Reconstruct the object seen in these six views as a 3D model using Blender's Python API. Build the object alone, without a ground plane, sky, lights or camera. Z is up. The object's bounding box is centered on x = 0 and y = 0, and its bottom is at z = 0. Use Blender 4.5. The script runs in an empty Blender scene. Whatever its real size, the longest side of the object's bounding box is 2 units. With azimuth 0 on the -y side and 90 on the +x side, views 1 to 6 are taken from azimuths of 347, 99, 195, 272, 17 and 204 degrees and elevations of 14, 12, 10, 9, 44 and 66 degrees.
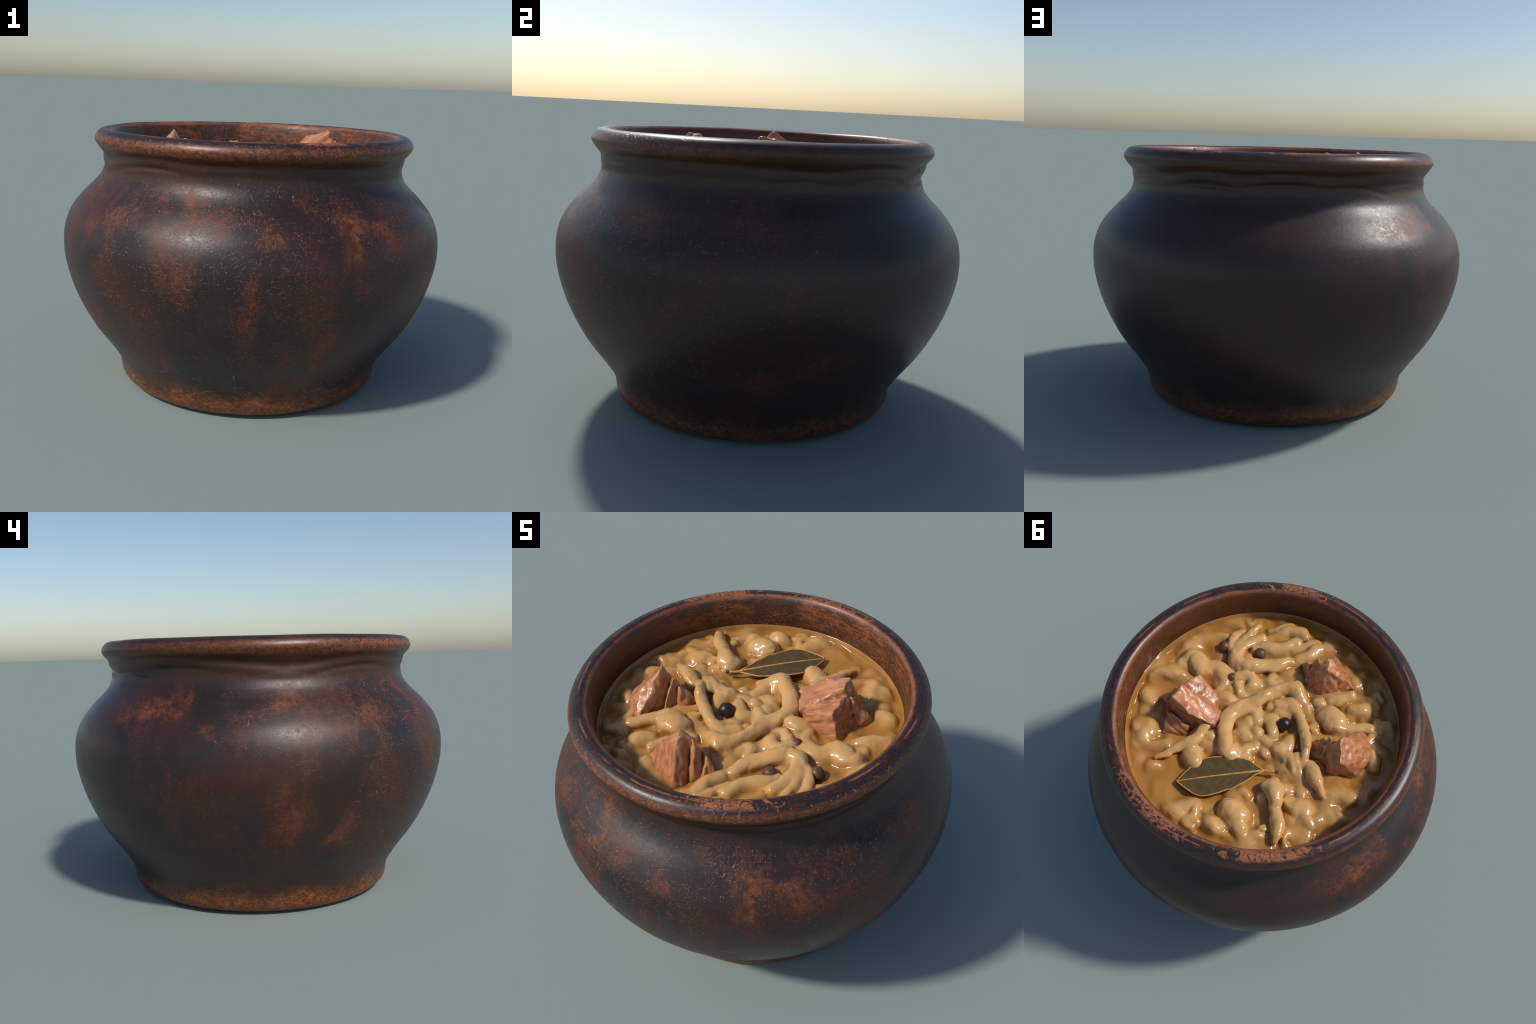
"""A glazed clay pot filled with a thick stew: meat chunks, strips and lumps under
gravy, one bay leaf and a few peppercorns.  Everything is built from profiles,
control points and rules; all materials are procedural."""
import bpy, bmesh, math
import numpy as np
from mathutils import Vector

TAU = 2 * math.pi

# ------------------------------------------------------------------ numeric helpers
_rng = np.random.default_rng(11)
_perm = np.concatenate([_rng.permutation(256)] * 3)
_grad = _rng.normal(size=(256, 3))
_grad /= np.linalg.norm(_grad, axis=1)[:, None]


def noise3(p):
    """Gradient noise, roughly -0.7..0.7, for an array of points (n, 3)."""
    p = np.asarray(p, float)
    i = np.floor(p).astype(int)
    f = p - i
    i &= 255
    u = f * f * f * (f * (f * 6 - 15) + 10)
    out = np.zeros(len(p))
    for dx in (0, 1):
        for dy in (0, 1):
            for dz in (0, 1):
                h = _perm[_perm[_perm[i[:, 0] + dx] + i[:, 1] + dy] + i[:, 2] + dz]
                g = _grad[h]
                d = (g[:, 0] * (f[:, 0] - dx) + g[:, 1] * (f[:, 1] - dy) + g[:, 2] * (f[:, 2] - dz))
                w = ((u[:, 0] if dx else 1 - u[:, 0]) * (u[:, 1] if dy else 1 - u[:, 1])
                     * (u[:, 2] if dz else 1 - u[:, 2]))
                out += w * d
    return out


def smoothstep(a, b, x):
    t = np.clip((x - a) / (b - a), 0, 1)
    return t * t * (3 - 2 * t)


def smin(a, b, k):
    h = np.maximum(k - np.abs(a - b), 0) / k
    return np.minimum(a, b) - h * h * k / 4


def smax(a, b, k):
    return -smin(-a, -b, k)


def catmull(points, per):
    """Catmull-Rom curve through the control points, `per` samples to a span."""
    p = np.asarray(points, float)
    if len(p) < 2:
        return p
    q = np.vstack([2 * p[0] - p[1], p, 2 * p[-1] - p[-2]])
    out = []
    for k in range(1, len(q) - 2):
        for t in np.arange(per) / per:
            a, b, c, d = q[k - 1], q[k], q[k + 1], q[k + 2]
            out.append(0.5 * (2 * b + (c - a) * t + (2 * a - 5 * b + 4 * c - d) * t * t
                              + (3 * b - a - 3 * c + d) * t ** 3))
    out.append(p[-1])
    return np.array(out)


def surface_net(F, origin, h):
    """Naive surface nets: closed quad mesh of the zero level of the field F, with normals."""
    s = F < 0
    n = np.array(F.shape)
    cnt = np.zeros(n - 1, np.int8)
    corners = [(a, b, c) for a in (0, 1) for b in (0, 1) for c in (0, 1)]
    for a, b, c in corners:
        cnt += s[a:n[0] - 1 + a, b:n[1] - 1 + b, c:n[2] - 1 + c]
    act = np.argwhere((cnt > 0) & (cnt < 8))
    index = -np.ones(n - 1, np.int64)
    index[tuple(act.T)] = np.arange(len(act))
    acc = np.zeros((len(act), 3))
    num = np.zeros(len(act))
    for ca in corners:
        for ax in range(3):
            if ca[ax]:
                continue
            cb = list(ca)
            cb[ax] = 1
            fa = F[tuple((act + ca).T)]
            fb = F[tuple((act + cb).T)]
            m = (fa < 0) != (fb < 0)
            t = np.where(m, fa / np.where(m, fa - fb, 1), 0)
            pos = act + np.array(ca, float)
            pos[:, ax] += t
            acc[m] += pos[m]
            num[m] += 1
    gpos = acc / num[:, None]
    quads = []
    for ax in range(3):
        u, v = (ax + 1) % 3, (ax + 2) % 3
        lo = [slice(None)] * 3
        hi = [slice(None)] * 3
        lo[ax], hi[ax] = slice(0, -1), slice(1, None)
        cross = s[tuple(lo)] != s[tuple(hi)]
        e = np.argwhere(cross)
        e = e[(e[:, u] > 0) & (e[:, v] > 0) & (e[:, u] < n[u] - 1) & (e[:, v] < n[v] - 1)]
        ring = []
        for du, dv in ((-1, -1), (0, -1), (0, 0), (-1, 0)):
            c = e.copy()
            c[:, u] += du
            c[:, v] += dv
            ring.append(index[tuple(c.T)])
        q = np.stack(ring, 1)
        flip = ~s[tuple(e.T)]
        q[flip] = q[flip][:, ::-1]
        quads.append(q)
    faces = np.vstack(quads)
    # two Newton steps onto the smooth level set, then normals from its gradient
    G = np.stack(np.gradient(F), -1)

    def sample(A, p):
        p = np.clip(p, 0, np.array(F.shape) - 1.001)
        i = np.floor(p).astype(int)
        f = p - i
        r = 0
        for a, b, c in corners:
            w = ((f[:, 0] if a else 1 - f[:, 0]) * (f[:, 1] if b else 1 - f[:, 1]) * (f[:, 2] if c else 1 - f[:, 2]))
            val = A[i[:, 0] + a, i[:, 1] + b, i[:, 2] + c]
            r = r + (w[:, None] * val if val.ndim > 1 else w * val)
        return r
    for _ in range(2):
        g = sample(G, gpos)
        step = (sample(F, gpos) / np.maximum((g * g).sum(1), (0.3 * h) ** 2))[:, None] * g
        gpos = gpos - np.clip(step, -0.4, 0.4)
    g = sample(G, gpos)
    nrm = g / np.maximum(np.linalg.norm(g, axis=1), 1e-9)[:, None]
    return np.asarray(origin) + gpos * h, faces, nrm


def vertex_normals(V, Fq):
    a = V[Fq[:, 2]] - V[Fq[:, 0]]
    b = V[Fq[:, 3]] - V[Fq[:, 1]]
    fn = np.cross(a, b)
    N = np.zeros_like(V)
    for k in range(4):
        np.add.at(N, Fq[:, k], fn)
    return N / np.maximum(np.linalg.norm(N, axis=1), 1e-12)[:, None]


# ------------------------------------------------------------------ scene helpers
def link(ob, parent=None):
    bpy.context.scene.collection.objects.link(ob)
    if parent is not None:
        ob.parent = parent
    return ob


def thing(name, label, category, at=(0, 0, 0)):
    ob = bpy.data.objects.new(name, None)
    ob.location = at
    ob["label"], ob["category"] = label, category
    return link(ob)


def mesh_object(name, V, faces, mat, parent=None, normals=None, at=(0, 0, 0)):
    me = bpy.data.meshes.new(name)
    V = np.asarray(V, np.float32)
    if isinstance(faces, np.ndarray):
        k = faces.shape[1]
        me.vertices.add(len(V))
        me.vertices.foreach_set("co", V.ravel())
        me.loops.add(faces.size)
        me.loops.foreach_set("vertex_index", faces.astype(np.int32).ravel())
        me.polygons.add(len(faces))
        me.polygons.foreach_set("loop_start", np.arange(0, faces.size, k, dtype=np.int32))
        me.update(calc_edges=True)
        me.validate()
    else:
        me.from_pydata([tuple(float(c) for c in v) for v in V], [], [tuple(int(i) for i in f) for f in faces])
        me.update()
    me.polygons.foreach_set("use_smooth", [True] * len(me.polygons))
    if normals is not None:
        me.normals_split_custom_set_from_vertices([tuple(n) for n in normals])
    me.materials.append(mat)
    ob = bpy.data.objects.new(name, me)
    ob.location = at
    return link(ob, parent)


def split_object(V, faces, normals, labels, names, mat, parent):
    """One smooth surface cut by face label into parts whose border vertices coincide."""
    made = {}
    for lab in np.unique(labels):
        f = faces[labels == lab]
        used, inv = np.unique(f, return_inverse=True)
        m = mat[lab] if isinstance(mat, dict) else mat
        made[lab] = mesh_object(names[lab], V[used], inv.reshape(f.shape), m, parent, normals[used])
    return made


# ------------------------------------------------------------------ node helpers
class Nodes:
    """Small builder for a node material."""

    def __init__(self, name):
        self.mat = bpy.data.materials.new(name)
        self.mat.use_nodes = True
        self.t = self.mat.node_tree
        self.t.nodes.clear()
        self.out = self.t.nodes.new("ShaderNodeOutputMaterial")
        self.bsdf = self.t.nodes.new("ShaderNodeBsdfPrincipled")
        self.t.links.new(self.bsdf.outputs[0], self.out.inputs[0])
        self.P = self.t.nodes.new("ShaderNodeTexCoord").outputs["Object"]

    def put(self, sock, val):
        if isinstance(val, bpy.types.NodeSocket):
            self.t.links.new(val, sock)
        elif isinstance(val, (tuple, list)) and sock.type == "RGBA":
            sock.default_value = tuple(val) + (1.0,) * (4 - len(val))
        else:
            sock.default_value = val

    def math(self, op, a, b=0.0, c=0.0, clamp=False):
        n = self.t.nodes.new("ShaderNodeMath")
        n.operation, n.use_clamp = op, clamp
        for k, v in enumerate((a, b, c)):
            self.put(n.inputs[k], v)
        return n.outputs[0]

    def add(self, a, b):
        return self.math("ADD", a, b)

    def mul(self, a, b):
        return self.math("MULTIPLY", a, b)

    def vec(self, op, a, b=(0, 0, 0), out=0):
        n = self.t.nodes.new("ShaderNodeVectorMath")
        n.operation = op
        self.put(n.inputs[0], a)
        self.put(n.inputs[1], b)
        return n.outputs[out]

    def rotz(self, v, angle):
        n = self.t.nodes.new("ShaderNodeVectorRotate")
        n.rotation_type = "Z_AXIS"
        self.put(n.inputs["Vector"], v)
        n.inputs["Angle"].default_value = angle
        return n.outputs[0]

    def xyz(self, v):
        n = self.t.nodes.new("ShaderNodeSeparateXYZ")
        self.put(n.inputs[0], v)
        return n.outputs

    def combine(self, x, y, z):
        n = self.t.nodes.new("ShaderNodeCombineXYZ")
        for k, v in enumerate((x, y, z)):
            self.put(n.inputs[k], v)
        return n.outputs[0]

    def noise(self, v, scale, detail=4.0, rough=0.55, dist=0.0, color=False):
        n = self.t.nodes.new("ShaderNodeTexNoise")
        self.put(n.inputs["Vector"], v)
        self.put(n.inputs["Scale"], scale)
        n.inputs["Detail"].default_value = detail
        n.inputs["Roughness"].default_value = rough
        n.inputs["Distortion"].default_value = dist
        return n.outputs["Color" if color else "Fac"]

    def voronoi(self, v, scale, feature="F1", out="Distance", rand=1.0):
        n = self.t.nodes.new("ShaderNodeTexVoronoi")
        n.feature = feature
        self.put(n.inputs["Vector"], v)
        n.inputs["Scale"].default_value = scale
        n.inputs["Randomness"].default_value = rand
        return n.outputs[out]

    def cells(self, uv, scale):
        """2D Voronoi: offset of the point from its cell seed, and the colour of the cell."""
        n = self.t.nodes.new("ShaderNodeTexVoronoi")
        n.voronoi_dimensions = "2D"
        self.put(n.inputs["Vector"], uv)
        n.inputs["Scale"].default_value = scale
        return self.vec("SUBTRACT", uv, n.outputs["Position"]), self.xyz(n.outputs["Color"])

    def dashes(self, uv, scale, length, width, density):
        """Short scratches of random direction, one to a cell, kept where density allows."""
        d, rnd = self.cells(uv, scale)
        ang = self.mul(rnd[0], TAU)
        axis = self.combine(self.math("COSINE", ang), self.math("SINE", ang), 0.0)
        half = self.mul(rnd[2], length)
        t = self.vec("DOT_PRODUCT", d, axis, out=1)
        t = self.math("MAXIMUM", self.math("MINIMUM", t, half), self.mul(half, -1.0))
        sc = self.t.nodes.new("ShaderNodeVectorMath")
        sc.operation = "SCALE"
        self.put(sc.inputs[0], axis)
        self.put(sc.inputs["Scale"], t)
        off = self.vec("MULTIPLY", self.vec("SUBTRACT", d, sc.outputs[0]), (1, 1, 0))
        dist = self.vec("LENGTH", off, out=1)
        keep = self.ramp(self.math("SUBTRACT", rnd[1], density), 0.0, -0.35, 0.0, 1.0, False)
        return self.mul(self.ramp(dist, width, width * 0.30), self.math("POWER", keep, 0.6))

    def ramp(self, x, a, b, lo=0.0, hi=1.0, smooth=True):
        """Map x from a..b to lo..hi, clamped."""
        n = self.t.nodes.new("ShaderNodeMapRange")
        n.interpolation_type = "SMOOTHSTEP" if smooth else "LINEAR"
        for k, v in enumerate((x, a, b, lo, hi)):
            self.put(n.inputs[k], v)
        return n.outputs[0]

    def mix(self, f, a, b):
        n = self.t.nodes.new("ShaderNodeMix")
        n.data_type = "RGBA"
        self.put(n.inputs[0], f)
        self.put(n.inputs[6], a)
        self.put(n.inputs[7], b)
        return n.outputs[2]

    def bump(self, height, strength, dist):
        n = self.t.nodes.new("ShaderNodeBump")
        n.inputs["Strength"].default_value = strength
        n.inputs["Distance"].default_value = dist
        self.put(n.inputs["Height"], height)
        return n.outputs[0]

    def set(self, **kw):
        for k, v in kw.items():
            self.put(self.bsdf.inputs[k.replace("_", " ")], v)



# ------------------------------------------------------------------ materials
def clay_common(n):
    """Inputs shared by the wall and the mouth of the pot, and the colour under the rim."""
    x, y, z = n.xyz(n.P)
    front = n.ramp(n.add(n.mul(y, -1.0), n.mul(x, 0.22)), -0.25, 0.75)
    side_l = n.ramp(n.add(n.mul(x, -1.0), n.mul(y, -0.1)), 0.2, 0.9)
    grain = n.noise(n.P, 46.0, 5, 0.7, 0.6)
    band = n.noise(n.vec("MULTIPLY", n.P, (1, 1, 3.2)), 30.0, 4, 0.6, 1.2)
    # surface coordinates: along the wall and up, with a little curl for the scratches
    u = n.mul(n.math("ARCTAN2", x, n.mul(y, -1.0)), 0.9)
    uv = n.combine(u, n.mul(z, 1.1), 0.0)
    swirl = n.vec("SUBTRACT", n.noise(n.P, 55.0, 2, 0.5, 0.0, color=True), (0.5, 0.5, 0.5))
    uv = n.vec("ADD", uv, n.vec("MULTIPLY", swirl, (0.022, 0.022, 0.0)))
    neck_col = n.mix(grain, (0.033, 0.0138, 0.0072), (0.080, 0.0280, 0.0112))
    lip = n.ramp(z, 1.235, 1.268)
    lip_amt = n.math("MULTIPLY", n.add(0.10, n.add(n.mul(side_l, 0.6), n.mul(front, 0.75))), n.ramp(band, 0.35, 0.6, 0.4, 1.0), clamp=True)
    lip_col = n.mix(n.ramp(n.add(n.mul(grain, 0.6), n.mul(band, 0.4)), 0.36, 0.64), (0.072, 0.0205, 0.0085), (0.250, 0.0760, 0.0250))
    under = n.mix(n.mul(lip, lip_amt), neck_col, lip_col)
    return x, y, z, front, side_l, grain, band, uv, under


def patch_mask(n, Pd, theta, zc, w, h):
    v = n.rotz(Pd, -math.radians(theta))
    v = n.vec("MULTIPLY", n.vec("SUBTRACT", v, (0.9, 0, zc)), (2.0, 1 / w, 1 / h))
    return n.ramp(n.vec("LENGTH", v, out=1), 1.5, 0.15)


def ragged(n, P, broad, fine):
    w = n.vec("SUBTRACT", n.noise(P, 5.0, 5, 0.6, 0.3, color=True), (0.5, 0.5, 0.5))
    Pd = n.vec("ADD", P, n.vec("MULTIPLY", w, (broad,) * 3))
    w = n.vec("SUBTRACT", n.noise(P, 24.0, 4, 0.7, 0.0, color=True), (0.5, 0.5, 0.5))
    return n.vec("ADD", Pd, n.vec("MULTIPLY", w, (fine,) * 3))


def clay_material():
    """Dark glaze on the wall, worn through to brown and orange clay."""
    n = Nodes("worn_dark_glaze")
    P = n.P
    x, y, z, front, side_l, grain, band, uv, under = clay_common(n)
    Pd = ragged(n, P, 0.30, 0.15)

    def total(items):
        acc = 0.0
        for th, zc, w, h, a in items:
            acc = n.math("MULTIPLY_ADD", patch_mask(n, Pd, th, zc, w, h), a, acc)
        return acc

    worn, red, dark = total(WORN_PATCHES), total(RED_PATCHES), total(DARK_PATCHES)
    big = n.noise(P, 2.6, 6, 0.62, 0.4)
    streak = n.noise(n.vec("MULTIPLY", P, (1, 1, 0.28)), 9.0, 6, 0.68, 0.3)
    cloud = n.add(n.mul(big, 0.5), n.mul(streak, 0.5))
    tooth = n.noise(n.vec("MULTIPLY", P, (1, 1, 1.7)), 85.0, 3, 0.65, 1.5)

    wear = n.add(n.mul(n.ramp(cloud, 0.37, 0.60), n.add(0.30, n.math("MAXIMUM", n.mul(front, 0.42), n.mul(side_l, 0.32)))), n.mul(worn, 0.52))
    wear = n.math("SUBTRACT", wear, n.mul(dark, 0.8), clamp=True)
    bite = n.ramp(n.add(n.mul(grain, 0.40), n.add(n.mul(band, 0.25), n.mul(tooth, 0.35))), 0.36, 0.60)
    stroke = n.add(n.mul(band, 0.45), n.add(n.mul(tooth, 0.30), n.mul(grain, 0.25)))
    broken = n.ramp(n.add(n.mul(wear, 0.65), n.mul(n.math("SUBTRACT", stroke, 0.5), 3.0)), 0.10, 0.62)
    wear_g = n.mul(wear, n.add(0.30, n.mul(broken, 0.80)))

    black = n.mix(n.ramp(big, 0.35, 0.65), (0.0155, 0.0124, 0.0114), (0.0330, 0.0168, 0.0120))
    brown = n.mix(bite, (0.039, 0.0124, 0.0070), (0.102, 0.0285, 0.0108))
    brown = n.mix(n.ramp(wear, 0.35, 0.85), n.mix(bite, (0.032, 0.0112, 0.0070), (0.066, 0.0205, 0.0095)), brown)
    orange = n.mix(bite, (0.120, 0.034, 0.0115), (0.310, 0.088, 0.026))
    body = n.mix(n.math("MULTIPLY", red, 0.8, clamp=True), black, (0.046, 0.0160, 0.0110))
    body = n.mix(n.math("MULTIPLY", wear_g, 1.55, clamp=True), body, brown)
    hot = n.mul(n.mul(n.ramp(wear, 0.66, 1.20), n.ramp(broken, 0.0, 1.0, 0.25, 1.0)), n.ramp(n.add(n.mul(tooth, 0.5), n.mul(grain, 0.5)), 0.38, 0.58, 0.25, 1.0))
    body = n.mix(n.mul(hot, 0.75), body, orange)

    # short curly scratches and pale specks, thick on the front, none at the back
    upper = n.mul(n.ramp(z, 0.30, 0.80, 0.35, 1.0), n.ramp(z, 1.30, 1.08, 0.25, 1.0))
    side = n.math("MAXIMUM", n.ramp(front, 0.25, 0.80), n.mul(side_l, 0.35))
    side_r = n.mul(n.ramp(n.add(x, n.mul(y, -0.15)), 0.15, 0.85), n.ramp(y, 0.80, 0.35))
    side = n.math("MAXIMUM", side, n.mul(side_r, 0.62))
    need = n.mul(side, n.ramp(n.add(wear, n.mul(front, 0.12)), 0.06, 0.6, 0.16, 1.0))
    need = n.mul(need, n.ramp(n.noise(P, 9.0, 3, 0.6), 0.36, 0.62, 0.45, 1.2))
    mid_dash = n.dashes(uv, 34.0, 0.018, 0.0018, n.mul(need, 0.70))
    fine_dash = n.dashes(n.vec("ADD", uv, (3.7, 1.9, 0.0)), 62.0, 0.010, 0.0015, n.mul(need, 1.0))
    speck = n.dashes(n.vec("ADD", uv, (7.1, 5.3, 0.0)), 52.0, 0.0016, 0.0020, n.mul(n.math("MAXIMUM", n.ramp(front, 0.42, 0.85), n.mul(side_r, 0.6)), n.mul(upper, 0.42)))
    body = n.mix(n.mul(fine_dash, 0.60), body, (0.160, 0.050, 0.020))
    body = n.mix(n.mul(mid_dash, 0.60), body, (0.225, 0.078, 0.032))
    body = n.mix(n.mul(speck, 0.8), body, (0.32, 0.150, 0.080))

    # foot: bare orange clay in a broken band just above the ground
    foot_edge = n.add(0.105, n.mul(n.math("SUBTRACT", n.noise(P, 6.0, 5, 0.65, 0.5), 0.5), 0.34))
    foot = n.ramp(n.math("SUBTRACT", foot_edge, z), -0.08, 0.08)
    foot_side = n.ramp(n.add(n.mul(y, -0.8), n.mul(x, -0.45)), -0.6, 0.45, 0.62, 1.0)
    foot_side = n.mul(foot_side, n.ramp(bite, 0.0, 1.0, 0.55, 1.0))
    foot_col = n.mix(n.ramp(n.add(n.mul(band, 0.5), n.mul(grain, 0.5)), 0.36, 0.64), (0.080, 0.0235, 0.0080), (0.275, 0.083, 0.0190))
    long_dash = n.dashes(n.vec("MULTIPLY", n.vec("ADD", uv, (1.3, 8.8, 0.0)), (0.55, 1.0, 1.0)), 24.0, 0.028, 0.0021, n.mul(n.ramp(front, 0.35, 0.9), n.ramp(z, 0.46, 0.15, 0.0, 0.6)))
    body = n.mix(n.mul(foot, foot_side), body, foot_col)
    body = n.mix(n.mul(long_dash, 0.75), body, (0.30, 0.125, 0.046))
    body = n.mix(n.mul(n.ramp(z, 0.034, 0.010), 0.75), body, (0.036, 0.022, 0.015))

    # the neck in the lee of the rim: even warm brown
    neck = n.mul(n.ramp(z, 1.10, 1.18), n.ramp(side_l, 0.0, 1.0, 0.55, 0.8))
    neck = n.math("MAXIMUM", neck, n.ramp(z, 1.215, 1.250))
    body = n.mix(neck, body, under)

    rough = n.add(n.mul(wear_g, 0.20), n.add(0.355, n.mul(n.math("SUBTRACT", grain, 0.5), 0.10)))
    marks = n.math("MAXIMUM", mid_dash, n.math("MAXIMUM", speck, n.mul(fine_dash, 0.7)))
    height = n.add(n.mul(marks, 0.55), n.add(n.mul(grain, 0.14), n.mul(tooth, 0.22)))
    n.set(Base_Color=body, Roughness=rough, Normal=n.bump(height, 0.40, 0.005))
    return n.mat


def mouth_material():
    """Rim and inside wall: the same clay, rubbed in rings, chipped and mottled."""
    n = Nodes("rubbed_rim_glaze")
    P = n.P
    x, y, z, front, side_l, grain, band, uv, under = clay_common(n)
    r = n.vec("LENGTH", n.combine(x, y, 0.0), out=1)
    Pd = ragged(n, P, 0.25, 0.10)
    body = under
    rr = n.add(n.add(r, n.mul(z, -0.55)), n.mul(n.math("SUBTRACT", n.noise(P, 8.0, 5, 0.65), 0.5), 0.018))
    # position across the rim: 0 on the outside shoulder, growing inward over the crown
    across = n.math("SUBTRACT", 0.110, rr)
    turn = n.noise(n.combine(n.mul(x, 3.0), n.mul(y, 3.0), 0.0), 1.0, 3)
    rings = n.noise(n.combine(n.mul(rr, 85.0), n.mul(turn, 16.0), 0.0), 1.0, 5, 0.66)
    crown = n.ramp(z, 1.309, 1.325)
    glaze = n.mix(n.ramp(n.add(n.mul(rings, 0.7), n.mul(band, 0.3)), 0.44, 0.66), (0.0190, 0.0115, 0.0110), (0.088, 0.0285, 0.0135))
    rub = n.mul(n.ramp(n.math("ABSOLUTE", n.math("SUBTRACT", across, n.add(0.085, n.mul(turn, 0.02)))), 0.012, 0.003), n.ramp(n.noise(P, 10.0, 4, 0.6), 0.32, 0.54, 0.55, 1.0))
    rub2 = n.mul(n.ramp(n.math("ABSOLUTE", n.math("SUBTRACT", across, n.add(0.052, n.mul(turn, 0.02)))), 0.006, 0.002), n.ramp(n.noise(P, 7.0, 4, 0.6), 0.48, 0.60))
    glaze = n.mix(n.mul(n.math("MAXIMUM", rub, rub2), n.ramp(band, 0.3, 0.55, 0.45, 0.95)), glaze, (0.300, 0.096, 0.034))
    zone = n.math("MAXIMUM", patch_mask(n, Pd, 118, 1.33, 0.40, 0.30), n.math("MAXIMUM", patch_mask(n, Pd, 280, 1.31, 0.32, 0.20), n.mul(patch_mask(n, Pd, 72, 1.33, 0.42, 0.30), 0.9)))
    flake = n.add(n.noise(n.vec("MULTIPLY", P, (1, 1, 1.6)), 19.0, 6, 0.70, 1.6), n.mul(n.math("SUBTRACT", zone, 1.0), 0.42))
    chips = n.mul(n.ramp(flake, 0.405, 0.450), n.mul(n.mul(n.ramp(across, 0.022, 0.048), n.ramp(across, 0.100, 0.082)), n.ramp(z, 1.285, 1.31)))
    crack = n.ramp(n.math("ABSOLUTE", n.math("SUBTRACT", n.noise(n.vec("MULTIPLY", P, (1, 1, 1.5)), 20.0, 3, 0.55, 2.5), 0.5)), 0.040, 0.010)
    chip_col = n.mix(grain, (0.240, 0.074, 0.025), (0.450, 0.150, 0.050))
    chip_col = n.mix(n.mul(crack, 0.8), chip_col, (0.045, 0.018, 0.012))
    chip_col = n.mix(n.ramp(n.add(n.mul(band, 0.5), n.mul(grain, 0.5)), 0.48, 0.36), chip_col, (0.100, 0.030, 0.013))
    glaze = n.mix(chips, glaze, chip_col)
    body = n.mix(crown, body, glaze)

    # inside wall: even red-brown, scratched and mottled orange on the far side
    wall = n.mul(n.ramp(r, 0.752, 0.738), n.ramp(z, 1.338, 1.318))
    hs = n.noise(n.vec("MULTIPLY", P, (1, 1, 4.0)), 13.0, 6, 0.68, 1.0)
    hair = n.noise(n.vec("MULTIPLY", P, (1, 1, 3.0)), 40.0, 4, 0.6, 1.6)
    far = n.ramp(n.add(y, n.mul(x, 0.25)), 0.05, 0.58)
    wall_col = n.mix(n.ramp(hs, 0.3, 0.7), (0.066, 0.0200, 0.0085), (0.116, 0.0350, 0.0120))
    mott = n.mul(far, n.mul(n.ramp(hs, 0.42, 0.60), n.ramp(hair, 0.36, 0.60, 0.25, 1.0)))
    wall_col = n.mix(mott, wall_col, (0.270, 0.088, 0.029))
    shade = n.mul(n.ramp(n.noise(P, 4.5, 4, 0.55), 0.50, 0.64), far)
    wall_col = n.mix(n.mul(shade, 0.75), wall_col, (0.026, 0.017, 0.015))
    vein = n.ramp(n.math("ABSOLUTE", n.math("SUBTRACT", n.noise(n.vec("MULTIPLY", P, (1, 1, 2.6)), 18.0, 3, 0.5, 3.0), 0.5)), 0.016, 0.004)
    wall_col = n.mix(n.mul(vein, n.mul(far, 0.75)), wall_col, (0.036, 0.016, 0.010))
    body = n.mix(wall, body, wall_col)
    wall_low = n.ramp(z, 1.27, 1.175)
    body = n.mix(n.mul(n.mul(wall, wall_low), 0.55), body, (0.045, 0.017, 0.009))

    out_lip = n.mul(n.ramp(front, 0.45, 0.9), n.mul(n.ramp(r, 0.800, 0.815), n.ramp(z, 1.335, 1.322)))
    dash = n.dashes(uv, 40.0, 0.020, 0.0022, n.math("MAXIMUM", n.mul(out_lip, 0.5), n.mul(n.mul(far, wall), 0.40)))
    speck = n.dashes(n.vec("ADD", uv, (7.1, 5.3, 0.0)), 44.0, 0.003, 0.0030, n.math("MAXIMUM", n.mul(out_lip, 0.4), n.mul(n.mul(far, wall), 0.35)))
    body = n.mix(n.mul(dash, 0.7), body, (0.300, 0.118, 0.050))
    body = n.mix(n.mul(speck, 0.8), body, (0.40, 0.20, 0.105))
    rough = n.add(n.mul(chips, 0.16), n.add(0.385, n.mul(n.math("SUBTRACT", grain, 0.5), 0.12)))
    rough = n.add(rough, n.mul(wall, 0.06))
    height = n.add(n.mul(chips, -0.35), n.add(n.mul(rings, 0.10), n.add(n.mul(grain, 0.12), n.mul(n.math("MAXIMUM", dash, speck), 0.6))))
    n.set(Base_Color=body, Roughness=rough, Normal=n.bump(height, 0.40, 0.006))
    return n.mat


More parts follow.
